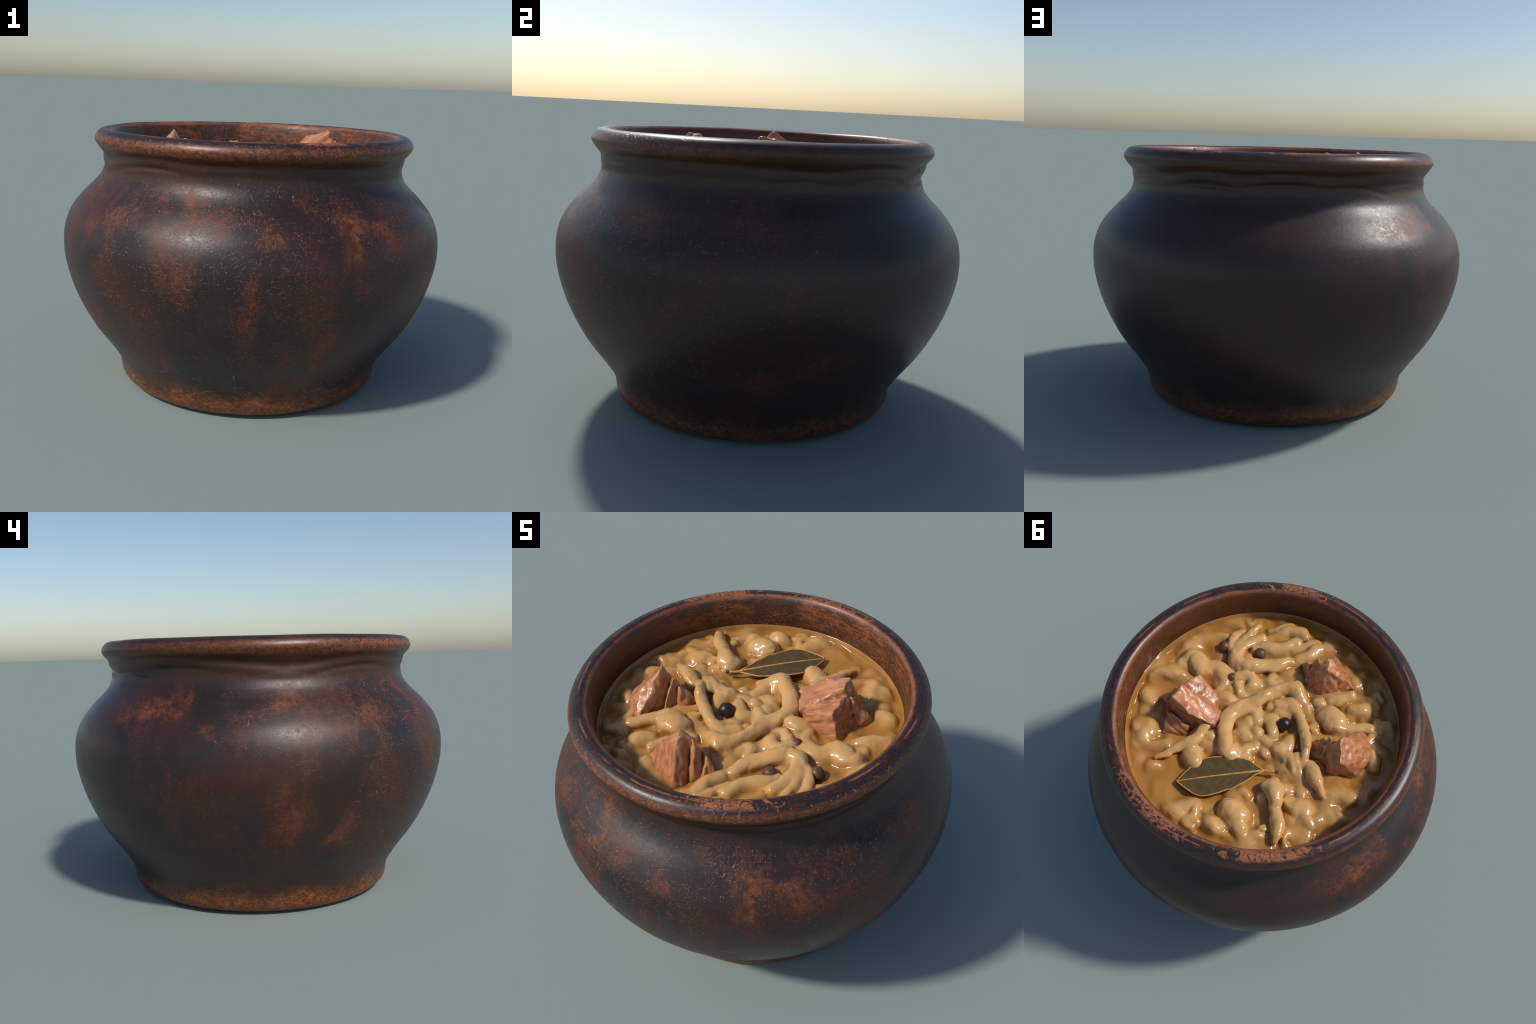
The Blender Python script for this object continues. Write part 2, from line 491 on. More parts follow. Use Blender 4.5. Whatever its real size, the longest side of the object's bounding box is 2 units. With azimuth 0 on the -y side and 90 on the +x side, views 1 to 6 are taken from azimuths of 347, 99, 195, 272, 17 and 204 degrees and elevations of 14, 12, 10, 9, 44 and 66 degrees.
# patches on the wall of the pot: bearing, height, half width, half height, strength
WORN_PATCHES = [
    (287, 0.95, 0.036, 0.095, 1.7), (285, 1.05, 0.10, 0.06, 0.5), (297, 0.97, 0.12, 0.10, 0.55),
    (268, 0.83, 0.05, 0.05, 0.8), (256, 0.96, 0.16, 0.09, 0.55), (269, 0.97, 0.10, 0.10, 0.40),
    (258, 0.70, 0.035, 0.11, 0.7), (273, 0.62, 0.12, 0.16, 0.55), (281, 0.41, 0.10, 0.09, 0.55),
    (256, 0.39, 0.11, 0.08, 0.45), (245, 0.75, 0.11, 0.05, 0.30), (217, 0.94, 0.10, 0.10, 0.50),
    (231, 1.08, 0.10, 0.06, 0.55), (270, 0.30, 0.16, 0.07, 0.40), (265, 0.20, 0.22, 0.06, 0.45),
    (154, 1.01, 0.16, 0.075, 0.9), (168, 0.93, 0.12, 0.05, 0.55), (189, 1.02, 0.13, 0.07, 0.7),
    (200, 0.90, 0.16, 0.05, 0.4), (191, 0.55, 0.12, 0.13, 0.5), (208, 0.44, 0.07, 0.10, 0.65),
    (195, 0.76, 0.10, 0.12, 0.35), (240, 1.02, 0.05, 0.10, 0.5), (212, 1.06, 0.06, 0.08, 0.6),
    (339, 1.01, 0.16, 0.10, 0.85), (11, 1.00, 0.15, 0.10, 0.75), (358, 0.86, 0.14, 0.10, 0.60),
    (18, 0.76, 0.08, 0.11, 0.85), (28, 0.45, 0.14, 0.08, 0.8), (12, 0.38, 0.12, 0.06, 0.8), (27, 0.84, 0.06, 0.09, 0.8),
    (36, 0.70, 0.14, 0.14, 0.75), (350, 0.62, 0.12, 0.20, 0.40), (320, 0.60, 0.14, 0.16, 0.30), (142, 1.0, 0.14, 0.06, 0.5),
]
RED_PATCHES = [
    (223, 0.57, 0.12, 0.30, 0.9), (180, 0.74, 0.24, 0.12, 0.8), (169, 0.58, 0.20, 0.20, 0.6),
    (169, 0.40, 0.14, 0.10, 0.5), (157, 0.93, 0.20, 0.12, 0.7), (108, 0.98, 0.20, 0.10, 0.6),
    (92, 0.44, 0.14, 0.08, 0.9), (88, 0.85, 0.12, 0.10, 0.5), (75, 0.55, 0.10, 0.15, 0.4),
    (196, 0.62, 0.30, 0.25, 0.7), (275, 0.85, 0.35, 0.25, 0.6), (300, 0.85, 0.22, 0.20, 0.6), (205, 1.0, 0.3, 0.12, 0.6),
    (10, 0.9, 0.35, 0.18, 0.45), (100, 0.72, 0.50, 0.40, 0.45), (20, 0.45, 0.45, 0.28, 0.7), (350, 0.75, 0.35, 0.3, 0.4), (200, 0.25, 0.3, 0.10, 0.5), (130, 0.70, 0.2, 0.15, 0.5),
]
DARK_PATCHES = [
    (284, 0.68, 0.06, 0.13, 1.0), (226, 0.62, 0.16, 0.22, 0.40), (240, 0.45, 0.22, 0.14, 0.5), (235, 1.03, 0.05, 0.05, 1.0), (213, 1.05, 0.035, 0.05, 1.0),
    (252, 0.72, 0.10, 0.06, 0.8), (267, 1.04, 0.08, 0.06, 0.7), (279, 0.97, 0.04, 0.07, 1.0),
    (295, 1.06, 0.05, 0.04, 0.9), (166, 1.02, 0.045, 0.06, 1.2), (245, 0.55, 0.14, 0.12, 0.8),
    (288, 0.48, 0.06, 0.06, 0.7), (262, 0.50, 0.05, 0.10, 0.6), (305, 0.45, 0.14, 0.25, 0.6),
    (90, 0.65, 0.35, 0.16, 0.45), (60, 0.9, 0.3, 0.2, 0.4), (225, 0.83, 0.08, 0.06, 0.8), (200, 0.42, 0.05, 0.08, 0.6),
]


def stew_material():
    """Glossy thick gravy: tan where it coats the pieces, amber where it pools between them."""
    n = Nodes("thick_gravy")
    x, y, z = n.xyz(n.P)
    soft = n.noise(n.P, 7.0, 4, 0.55, 0.3)
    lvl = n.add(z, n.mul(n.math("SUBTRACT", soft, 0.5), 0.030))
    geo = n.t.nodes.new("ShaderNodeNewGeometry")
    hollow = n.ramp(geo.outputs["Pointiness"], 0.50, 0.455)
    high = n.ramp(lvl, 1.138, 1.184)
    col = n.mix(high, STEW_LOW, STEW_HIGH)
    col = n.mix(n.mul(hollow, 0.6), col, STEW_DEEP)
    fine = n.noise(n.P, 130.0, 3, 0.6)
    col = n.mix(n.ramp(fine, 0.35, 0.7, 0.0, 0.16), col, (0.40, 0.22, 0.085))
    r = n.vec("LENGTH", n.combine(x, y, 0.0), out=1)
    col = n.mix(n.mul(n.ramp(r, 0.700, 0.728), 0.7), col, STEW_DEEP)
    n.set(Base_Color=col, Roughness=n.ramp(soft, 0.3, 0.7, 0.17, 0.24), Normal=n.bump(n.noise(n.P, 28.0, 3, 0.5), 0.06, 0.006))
    n.set(Subsurface_Weight=0.22, Subsurface_Radius=(1.0, 0.42, 0.12), Subsurface_Scale=0.022)
    n.bsdf.inputs["Specular IOR Level"].default_value = 0.5
    return n.mat


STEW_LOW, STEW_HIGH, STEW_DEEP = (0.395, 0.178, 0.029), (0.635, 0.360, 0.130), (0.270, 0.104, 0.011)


def meat_material(grain_dir):
    n = Nodes("braised_meat")
    g = Vector(grain_dir).normalized()
    along = n.vec("DOT_PRODUCT", n.P, tuple(g), out=1)
    sc = n.t.nodes.new("ShaderNodeVectorMath")
    sc.operation = "SCALE"
    sc.inputs[0].default_value = tuple(g)
    n.put(sc.inputs["Scale"], n.mul(along, -0.8))
    Q = n.vec("ADD", n.P, sc.outputs[0])
    fib = n.noise(Q, 42.0, 5, 0.62, 0.5)
    blot = n.noise(n.P, 13.0, 4, 0.55)
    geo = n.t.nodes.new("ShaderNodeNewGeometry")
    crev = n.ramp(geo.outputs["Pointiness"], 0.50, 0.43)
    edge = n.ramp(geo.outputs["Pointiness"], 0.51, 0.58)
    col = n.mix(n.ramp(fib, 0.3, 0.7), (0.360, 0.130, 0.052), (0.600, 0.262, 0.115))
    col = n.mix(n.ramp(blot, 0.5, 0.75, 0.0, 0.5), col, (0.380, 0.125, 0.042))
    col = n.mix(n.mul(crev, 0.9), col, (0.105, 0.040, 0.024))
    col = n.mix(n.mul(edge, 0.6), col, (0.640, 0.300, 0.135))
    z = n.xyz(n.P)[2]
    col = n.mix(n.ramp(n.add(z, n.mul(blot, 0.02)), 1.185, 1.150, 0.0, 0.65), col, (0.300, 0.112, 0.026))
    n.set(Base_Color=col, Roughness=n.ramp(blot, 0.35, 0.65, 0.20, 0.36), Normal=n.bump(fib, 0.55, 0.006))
    return n.mat


def plain_material(name, a, b, scale, rough, bump=0.0):
    n = Nodes(name)
    t = n.noise(n.P, scale, 4, 0.6)
    n.set(Base_Color=n.mix(n.ramp(t, 0.3, 0.7), a, b), Roughness=rough)
    if bump:
        n.set(Normal=n.bump(t, bump, 0.003))
    return n.mat


def leaf_material():
    n = Nodes("dried_leaf")
    t = n.noise(n.P, 26.0, 5, 0.6)
    col = n.mix(n.ramp(t, 0.3, 0.7), (0.078, 0.050, 0.018), (0.112, 0.074, 0.028))
    n.set(Base_Color=col, Roughness=0.5, Normal=n.bump(n.noise(n.P, 70.0, 3), 0.12, 0.003))
    n.bsdf.inputs["Specular IOR Level"].default_value = 0.3
    return n.mat


# ------------------------------------------------------------------ the pot
OUTER = [  # radius, height: foot, belly, shoulder, neck, rim
    (0.640, 0.001), (0.652, 0.004), (0.664, 0.010), (0.677, 0.017), (0.690, 0.026), (0.700, 0.037), (0.7065, 0.050),
    (0.710, 0.066), (0.7112, 0.080), (0.7125, 0.094), (0.716, 0.109), (0.7205, 0.125), (0.727, 0.141), (0.737, 0.160),
    (0.7555, 0.190), (0.7755, 0.220), (0.797, 0.250), (0.819, 0.280), (0.841, 0.310), (0.861, 0.340), (0.879, 0.370),
    (0.8955, 0.400), (0.925, 0.460), (0.9505, 0.520), (0.9705, 0.580), (0.986, 0.640), (0.997, 0.700), (1.000, 0.758),
    (0.9966, 0.820), (0.982, 0.880), (0.953, 0.940), (0.905, 1.000), (0.876, 1.030), (0.844, 1.060), (0.825, 1.080),
    (0.809, 1.100), (0.798, 1.120), (0.790, 1.140), (0.786, 1.160), (0.7855, 1.180), (0.7885, 1.200), (0.796, 1.220),
    (0.808, 1.240), (0.823, 1.260), (0.833, 1.278), (0.8355, 1.291), (0.833, 1.302), (0.828, 1.312), (0.820, 1.322)]
CROWN = [(0.809, 1.3308), (0.796, 1.3360), (0.782, 1.3388), (0.768, 1.3388), (0.757, 1.3355), (0.748, 1.329), (0.741, 1.319),
         (0.736, 1.308), (0.732, 1.290)]
INNER = [(0.729, 1.265), (0.727, 1.235), (0.726, 1.200), (0.727, 1.165), (0.732, 1.130), (0.745, 1.090), (0.790, 1.020),
         (0.860, 0.930), (0.905, 0.760), (0.880, 0.560), (0.800, 0.360), (0.690, 0.190), (0.560, 0.110), (0.300, 0.080), (0.002, 0.075)]

# finger folds round the neck: bearing, height of the pocket, half width in degrees, skew, depth
FOLDS = [(21, 1.176, 9, 0.5, 0.55), (50, 1.188, 8, -0.2, 0.80), (80, 1.176, 13, -0.3, 0.85), (107, 1.187, 13, 0.5, 1.05),
         (133, 1.176, 11, -1.6, 0.95), (155, 1.193, 13, 0.2, 0.60), (219, 1.188, 14, 1.1, 1.05), (191, 1.170, 9, 0.0, 0.30),
         (252, 1.180, 14, -0.4, 0.22), (318, 1.192, 15, 0.0, 0.40), (350, 1.172, 10, -0.6, 0.45)]
ROLL = [(0, 1.228), (30, 1.205), (45, 1.234), (66, 1.200), (78, 1.243), (95, 1.214), (107, 1.240), (121, 1.220), (133, 1.222),
        (145, 1.246), (170, 1.222), (192, 1.186), (208, 1.212), (224, 1.236), (240, 1.214), (262, 1.228), (300, 1.200), (335, 1.222)]


def neck_fold(theta, z):
    """Radial offset of the hand-pressed neck: shallow pockets under a wandering roll of clay."""
    deg = np.degrees(theta) % 360
    a, h = np.array(ROLL).T
    k = (np.interp(deg, np.r_[a - 360, a, a + 360], np.r_[h, h, h]) + np.interp(deg + 5, np.r_[a - 360, a, a + 360], np.r_[h, h, h])
         + np.interp(deg - 5, np.r_[a - 360, a, a + 360], np.r_[h, h, h])) / 3
    strength = 0.50 + 0.30 * (0.5 - 0.5 * np.cos(np.radians(deg - 285)))       # almost smooth at the front right
    d = strength * (0.0075 * np.exp(-((z - k + 0.020) / 0.021) ** 2) - 0.0070 * np.exp(-((z - k - 0.014) / 0.017) ** 2))
    for b, zc, hw, skew, depth in FOLDS:
        s = ((deg - b + 180) % 360 - 180) / hw
        w = np.exp(-(np.abs(s) / 0.95) ** 3)
        arch = zc - 0.014 * s * s + 0.008 * skew * s
        t = z - arch
        d = d + 0.85 * depth * w * (-0.0075 * np.exp(-((t - 0.006) / np.where(t > 0.006, 0.014, 0.008)) ** 2) + 0.0020 * np.exp(-((t + 0.014) / 0.012) ** 2))
    return d * smoothstep(1.10, 1.14, z) * smoothstep(1.265, 1.245, z)


def build_pot(wall_mat, mouth_mat):
    pot = thing("clay_pot", "round dark glazed clay pot with worn orange patches", "pot")
    floor = np.array([(0.002, 0.0), (0.25, 0.0), (0.50, 0.0), (0.60, 0.0), (0.628, 0.0)])
    curve = catmull(np.array(OUTER + CROWN + INNER), 3)
    neckless = np.vstack([floor, curve])
    # tag the outline by region
    n_floor, n_outer, n_crown = len(floor), 3 * len(OUTER), 3 * len(CROWN)
    seg = 640
    th = np.arange(seg) / seg * TAU
    R = neckless[:, 0][:, None] * np.ones(seg)
    Z = neckless[:, 1][:, None] * np.ones(seg)
    T = th[None, :] * np.ones_like(R)
    outer_row = np.arange(len(neckless)) < n_floor + n_outer
    R = R + np.where(outer_row[:, None], neck_fold(T, Z), 0)
    # hand-thrown unevenness: the rim is not quite level, the wall not quite round
    rimw = smoothstep(1.22, 1.34, Z)
    Z = Z + rimw * (0.0016 * np.sin(T + 0.2) + 0.0008 * np.sin(5 * T + 2.0) + 0.0005 * np.sin(11 * T))
    R = R + rimw * (0.0015 * np.sin(3 * T + 1.0) + 0.001 * np.sin(7 * T + 0.3))
    V = np.stack([R * np.cos(T), R * np.sin(T), Z], -1).reshape(-1, 3)
    rows = len(neckless)
    i, j = np.meshgrid(np.arange(rows - 1), np.arange(seg), indexing="ij")
    j2 = (j + 1) % seg
    faces = np.stack([i * seg + j, i * seg + j2, (i + 1) * seg + j2, (i + 1) * seg + j], -1).reshape(-1, 4)
    N = vertex_normals(V, faces)
    zmid = np.repeat((neckless[:-1, 1] + neckless[1:, 1]) / 2, seg)
    row = np.repeat(np.arange(rows - 1), seg)
    lab = np.where(row >= n_floor + n_outer + n_crown - 2, 4,
                   np.where((row >= n_floor + n_outer - 1) | (zmid > 1.262), 3,
                            np.where(zmid > 1.105, 2, np.where(zmid > 0.105, 1, 0))))
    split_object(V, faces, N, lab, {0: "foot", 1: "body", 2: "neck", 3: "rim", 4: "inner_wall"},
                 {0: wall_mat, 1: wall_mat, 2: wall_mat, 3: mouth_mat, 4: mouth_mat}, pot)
    return pot


# ------------------------------------------------------------------ the stew
PIECES = []


def piece(kind, *pts):
    """A strip or lump lying in the gravy: points (x, y, height of its top, radius)."""
    PIECES.append((kind, pts))


piece('stew_strip', (-0.069, -0.272, 1.205, 0.047), (-0.022, -0.252, 1.200, 0.035), (0.065, -0.159, 1.200, 0.031), (0.137, -0.055, 1.200, 0.031), (0.185, 0.030, 1.205, 0.034), (0.173, 0.097, 1.210, 0.033), (0.140, 0.159, 1.215, 0.030), (0.097, 0.230, 1.215, 0.037), (0.086, 0.221, 1.210, 0.052), (0.067, 0.237, 1.200, 0.047))
piece('stew_strip', (0.066, 0.219, 1.190, 0.040), (0.023, 0.183, 1.185, 0.031), (-0.022, 0.128, 1.175, 0.022))
piece('stew_lump', (0.047, 0.222, 1.190, 0.040), (-0.009, 0.202, 1.175, 0.025))
piece('stew_strip', (-0.068, -0.274, 1.200, 0.040), (-0.110, -0.235, 1.190, 0.037), (-0.132, -0.226, 1.170, 0.030))
piece('stew_strip', (-0.025, -0.150, 1.175, 0.027), (-0.065, -0.187, 1.180, 0.026), (-0.118, -0.170, 1.185, 0.025), (-0.172, -0.113, 1.195, 0.024), (-0.221, -0.043, 1.205, 0.023), (-0.262, 0.023, 1.215, 0.024), (-0.253, 0.009, 1.215, 0.023), (-0.277, 0.065, 1.205, 0.021), (-0.306, 0.116, 1.190, 0.020))
piece('stew_strip', (-0.332, 0.102, 1.200, 0.025), (-0.359, 0.139, 1.215, 0.034), (-0.392, 0.176, 1.215, 0.034), (-0.425, 0.205, 1.200, 0.022), (-0.453, 0.234, 1.185, 0.007))
piece('stew_strip', (0.045, -0.419, 1.170, 0.022), (0.096, -0.366, 1.195, 0.031), (0.149, -0.330, 1.205, 0.035), (0.207, -0.297, 1.210, 0.038), (0.257, -0.279, 1.205, 0.041), (0.305, -0.293, 1.210, 0.040), (0.325, -0.332, 1.210, 0.036), (0.313, -0.401, 1.200, 0.030), (0.280, -0.454, 1.190, 0.025), (0.247, -0.495, 1.185, 0.020))
piece('stew_strip', (0.342, -0.341, 1.205, 0.027), (0.376, -0.367, 1.195, 0.019), (0.388, -0.440, 1.185, 0.019), (0.377, -0.489, 1.175, 0.015))
piece('stew_strip', (0.339, -0.382, 1.200, 0.022), (0.335, -0.455, 1.190, 0.018), (0.315, -0.512, 1.185, 0.018), (0.300, -0.553, 1.180, 0.016))
piece('stew_strip', (0.244, -0.416, 1.170, 0.022), (0.178, -0.462, 1.180, 0.030), (0.110, -0.492, 1.185, 0.031), (0.063, -0.555, 1.180, 0.025))
piece('stew_strip', (0.208, -0.523, 1.165, 0.015), (0.167, -0.561, 1.170, 0.020), (0.128, -0.605, 1.175, 0.020), (0.067, -0.628, 1.185, 0.027), (0.037, -0.614, 1.175, 0.025))
piece('stew_strip', (0.228, -0.564, 1.165, 0.015), (0.177, -0.607, 1.170, 0.020), (0.142, -0.636, 1.165, 0.020))
piece('stew_strip', (0.012, -0.436, 1.165, 0.022), (-0.007, -0.469, 1.180, 0.031), (-0.048, -0.532, 1.180, 0.031), (-0.064, -0.575, 1.170, 0.025))
piece('stew_strip', (0.056, -0.505, 1.165, 0.016), (0.001, -0.564, 1.170, 0.021), (-0.039, -0.605, 1.170, 0.018))
piece('stew_lump', (-0.104, -0.592, 1.165, 0.027), (-0.134, -0.617, 1.170, 0.027))
piece('stew_strip', (0.427, -0.422, 1.165, 0.017), (0.513, -0.376, 1.160, 0.030), (0.591, -0.327, 1.155, 0.020))
piece('stew_strip', (0.559, -0.194, 1.175, 0.025), (0.560, -0.220, 1.185, 0.019), (0.529, -0.229, 1.185, 0.022), (0.479, -0.184, 1.195, 0.050), (0.435, -0.189, 1.190, 0.045), (0.393, -0.220, 1.185, 0.035), (0.339, -0.219, 1.185, 0.030), (0.301, -0.214, 1.180, 0.022))
piece('stew_strip', (0.372, -0.213, 1.180, 0.030), (0.333, -0.195, 1.175, 0.025), (0.307, -0.156, 1.170, 0.020), (0.303, -0.104, 1.170, 0.021), (0.308, -0.079, 1.165, 0.017))
piece('stew_strip', (0.276, -0.199, 1.180, 0.019), (0.238, -0.218, 1.190, 0.022), (0.192, -0.230, 1.195, 0.027), (0.160, -0.202, 1.190, 0.027), (0.165, -0.166, 1.180, 0.024))
piece('stew_strip', (0.233, -0.166, 1.180, 0.021), (0.198, -0.127, 1.185, 0.026), (0.165, -0.119, 1.180, 0.024))
piece('stew_strip', (0.251, -0.051, 1.190, 0.044), (0.212, -0.044, 1.190, 0.039), (0.190, -0.022, 1.180, 0.030))
piece('stew_lump', (0.263, -0.128, 1.165, 0.025), (0.196, -0.087, 1.165, 0.015))
piece('stew_lump', (-0.295, -0.207, 1.215, 0.052), (-0.334, -0.197, 1.210, 0.047))
piece('stew_strip', (-0.323, -0.159, 1.200, 0.037), (-0.382, -0.166, 1.190, 0.027), (-0.453, -0.194, 1.185, 0.025), (-0.515, -0.230, 1.185, 0.023))
piece('stew_lump', (-0.253, -0.136, 1.170, 0.021), (-0.252, -0.101, 1.175, 0.021))
piece('stew_lump', (-0.233, -0.168, 1.165, 0.025), (-0.204, -0.157, 1.160, 0.020))
piece('stew_lump', (-0.407, -0.303, 1.180, 0.040), (-0.447, -0.326, 1.185, 0.047))
piece('stew_strip', (-0.263, -0.311, 1.180, 0.031), (-0.308, -0.336, 1.185, 0.032), (-0.345, -0.368, 1.185, 0.029))
piece('stew_lump', (-0.209, -0.257, 1.170, 0.027))
piece('stew_lump', (-0.248, -0.221, 1.165, 0.025))
piece('stew_lump', (0.099, 0.046, 1.175, 0.031), (0.080, 0.015, 1.180, 0.029))
piece('stew_lump', (0.034, -0.018, 1.175, 0.024))
piece('stew_lump', (0.061, 0.097, 1.175, 0.033))
piece('stew_lump', (0.005, 0.051, 1.175, 0.026))
piece('stew_lump', (0.011, -0.119, 1.165, 0.022))
piece('stew_lump', (-0.041, -0.106, 1.165, 0.022))
piece('stew_lump', (-0.165, -0.193, 1.165, 0.025))
piece('stew_strip', (-0.023, -0.049, 1.180, 0.025), (-0.054, -0.004, 1.185, 0.026), (-0.075, 0.034, 1.180, 0.021))
piece('stew_strip', (-0.141, 0.090, 1.185, 0.040), (-0.166, 0.062, 1.190, 0.040), (-0.162, 0.018, 1.185, 0.030))
piece('stew_lump', (-0.174, 0.102, 1.180, 0.035), (-0.206, 0.123, 1.180, 0.030))
piece('stew_strip', (-0.214, 0.104, 1.185, 0.019), (-0.244, 0.144, 1.185, 0.021), (-0.263, 0.172, 1.175, 0.018))
piece('stew_strip', (-0.241, 0.087, 1.190, 0.018), (-0.273, 0.126, 1.190, 0.019), (-0.294, 0.157, 1.175, 0.017))
piece('stew_lump', (-0.198, 0.174, 1.165, 0.035), (-0.234, 0.181, 1.165, 0.035))
piece('stew_strip', (-0.194, 0.302, 1.215, 0.041), (-0.229, 0.336, 1.225, 0.045), (-0.253, 0.368, 1.220, 0.036), (-0.263, 0.404, 1.210, 0.031), (-0.285, 0.439, 1.210, 0.030), (-0.312, 0.479, 1.205, 0.033), (-0.329, 0.525, 1.200, 0.026), (-0.341, 0.565, 1.190, 0.014))
piece('stew_lump', (-0.059, 0.502, 1.205, 0.060), (-0.097, 0.512, 1.205, 0.060))
piece('stew_lump', (-0.110, 0.550, 1.190, 0.045), (-0.149, 0.574, 1.185, 0.033))
piece('stew_lump', (-0.011, 0.607, 1.185, 0.045), (-0.038, 0.617, 1.185, 0.042))
piece('stew_strip', (0.215, 0.636, 1.165, 0.037), (0.177, 0.622, 1.175, 0.042), (0.148, 0.576, 1.170, 0.040), (0.120, 0.549, 1.165, 0.030))
piece('stew_strip', (0.096, 0.562, 1.170, 0.021), (0.088, 0.606, 1.175, 0.022), (0.110, 0.655, 1.170, 0.022), (0.074, 0.663, 1.165, 0.018))
piece('stew_lump', (0.059, 0.540, 1.160, 0.030))
piece('stew_lump', (-0.048, 0.432, 1.165, 0.035))
piece('stew_lump', (-0.373, 0.339, 1.185, 0.050), (-0.403, 0.336, 1.185, 0.047))
piece('stew_lump', (-0.429, 0.379, 1.180, 0.035), (-0.460, 0.399, 1.170, 0.027))
piece('stew_lump', (-0.315, 0.329, 1.175, 0.027))
piece('stew_lump', (-0.351, 0.257, 1.170, 0.031))
piece('stew_lump', (-0.283, 0.282, 1.165, 0.030))
piece('stew_lump', (-0.483, 0.369, 1.165, 0.030))
piece('stew_lump', (-0.353, 0.407, 1.160, 0.025))
piece('stew_strip', (-0.506, 0.196, 1.165, 0.040), (-0.553, 0.181, 1.170, 0.041), (-0.596, 0.172, 1.170, 0.029))
piece('stew_strip', (-0.594, -0.092, 1.190, 0.026), (-0.617, -0.061, 1.190, 0.027), (-0.629, -0.024, 1.180, 0.022))
piece('stew_strip', (0.692, -0.011, 1.165, 0.022), (0.647, -0.050, 1.170, 0.026), (0.587, -0.073, 1.180, 0.027), (0.551, -0.083, 1.180, 0.022))
piece('stew_lump', (0.654, 0.095, 1.170, 0.037), (0.621, 0.132, 1.170, 0.032))
piece('stew_strip', (0.592, 0.292, 1.170, 0.055), (0.549, 0.274, 1.175, 0.050), (0.544, 0.345, 1.170, 0.055))
piece('stew_strip', (0.496, 0.371, 1.160, 0.025), (0.452, 0.346, 1.165, 0.026), (0.408, 0.321, 1.170, 0.023))
piece('stew_lump', (0.457, -0.315, 1.155, 0.027))
piece('stew_lump', (0.632, -0.257, 1.155, 0.025))
piece('stew_lump', (0.719, -0.035, 1.160, 0.015))
piece('stew_strip', (0.256, 0.163, 1.220, 0.025), (0.265, 0.220, 1.215, 0.027), (0.297, 0.276, 1.210, 0.026), (0.333, 0.326, 1.200, 0.022), (0.355, 0.340, 1.190, 0.017), (0.380, 0.377, 1.185, 0.017), (0.409, 0.416, 1.180, 0.013))
piece('stew_lump', (0.210, 0.180, 1.180, 0.030), (0.254, 0.217, 1.165, 0.025))
piece('stew_lump', (0.254, 0.317, 1.200, 0.046), (0.222, 0.344, 1.200, 0.045))
piece('stew_lump', (0.219, 0.231, 1.165, 0.035), (0.162, 0.241, 1.165, 0.035))
piece('stew_lump', (0.555, 0.378, 1.165, 0.027))
piece('stew_lump', (0.418, 0.456, 1.160, 0.030))
piece('stew_lump', (0.424, 0.035, 1.150, 0.030))
piece('stew_lump', (-0.344, -0.468, 1.165, 0.045), (-0.281, -0.508, 1.160, 0.030))
piece('stew_lump', (-0.559, -0.210, 1.170, 0.030), (-0.535, -0.135, 1.170, 0.030))
piece('stew_lump', (-0.156, -0.211, 1.170, 0.022), (-0.174, -0.184, 1.165, 0.020))



def scatter_shreds(count):
    """Small shreds and crumbs that fill the gaps between the big pieces."""
    rng = np.random.default_rng(77)
    clear = [(0.40, 0.06, 0.16), (0.40, 0.20, 0.10), (-0.43, -0.05, 0.15), (-0.17, -0.44, 0.14), (0.40, 0.46, 0.17), (0.05, 0.37, 0.13), (0.18, 0.42, 0.13),
             (-0.05, 0.29, 0.10), (0.10, -0.52, 0.20), (-0.103, -0.049, 0.06), (0.278, -0.187, 0.05), (0.211, -0.391, 0.06), (0.406, -0.343, 0.07)]
    made = 0
    while made < count:
        a, r = rng.uniform(0, TAU), 0.67 * math.sqrt(rng.uniform(0, 1))
        x, y = r * math.cos(a), r * math.sin(a)
        if any(math.hypot(x - cx, y - cy) < cr for cx, cy, cr in clear):
            continue
        made += 1
        turn, bend = rng.uniform(0, TAU), rng.uniform(-0.9, 0.9)
        length, rad = rng.uniform(0.02, 0.10), rng.uniform(0.013, 0.026)
        top = rng.uniform(1.152, 1.180)
        pts = []
        for k in range(4):
            t = k / 3 - 0.5
            d = turn + bend * t * 2
            pts.append((x + length * t * math.cos(d), y + length * t * math.sin(d), top - 0.016 * abs(t) * 2, rad * (1 - 0.5 * abs(t)) * rng.uniform(0.8, 1.2)))
        piece("stew_shred", *pts)


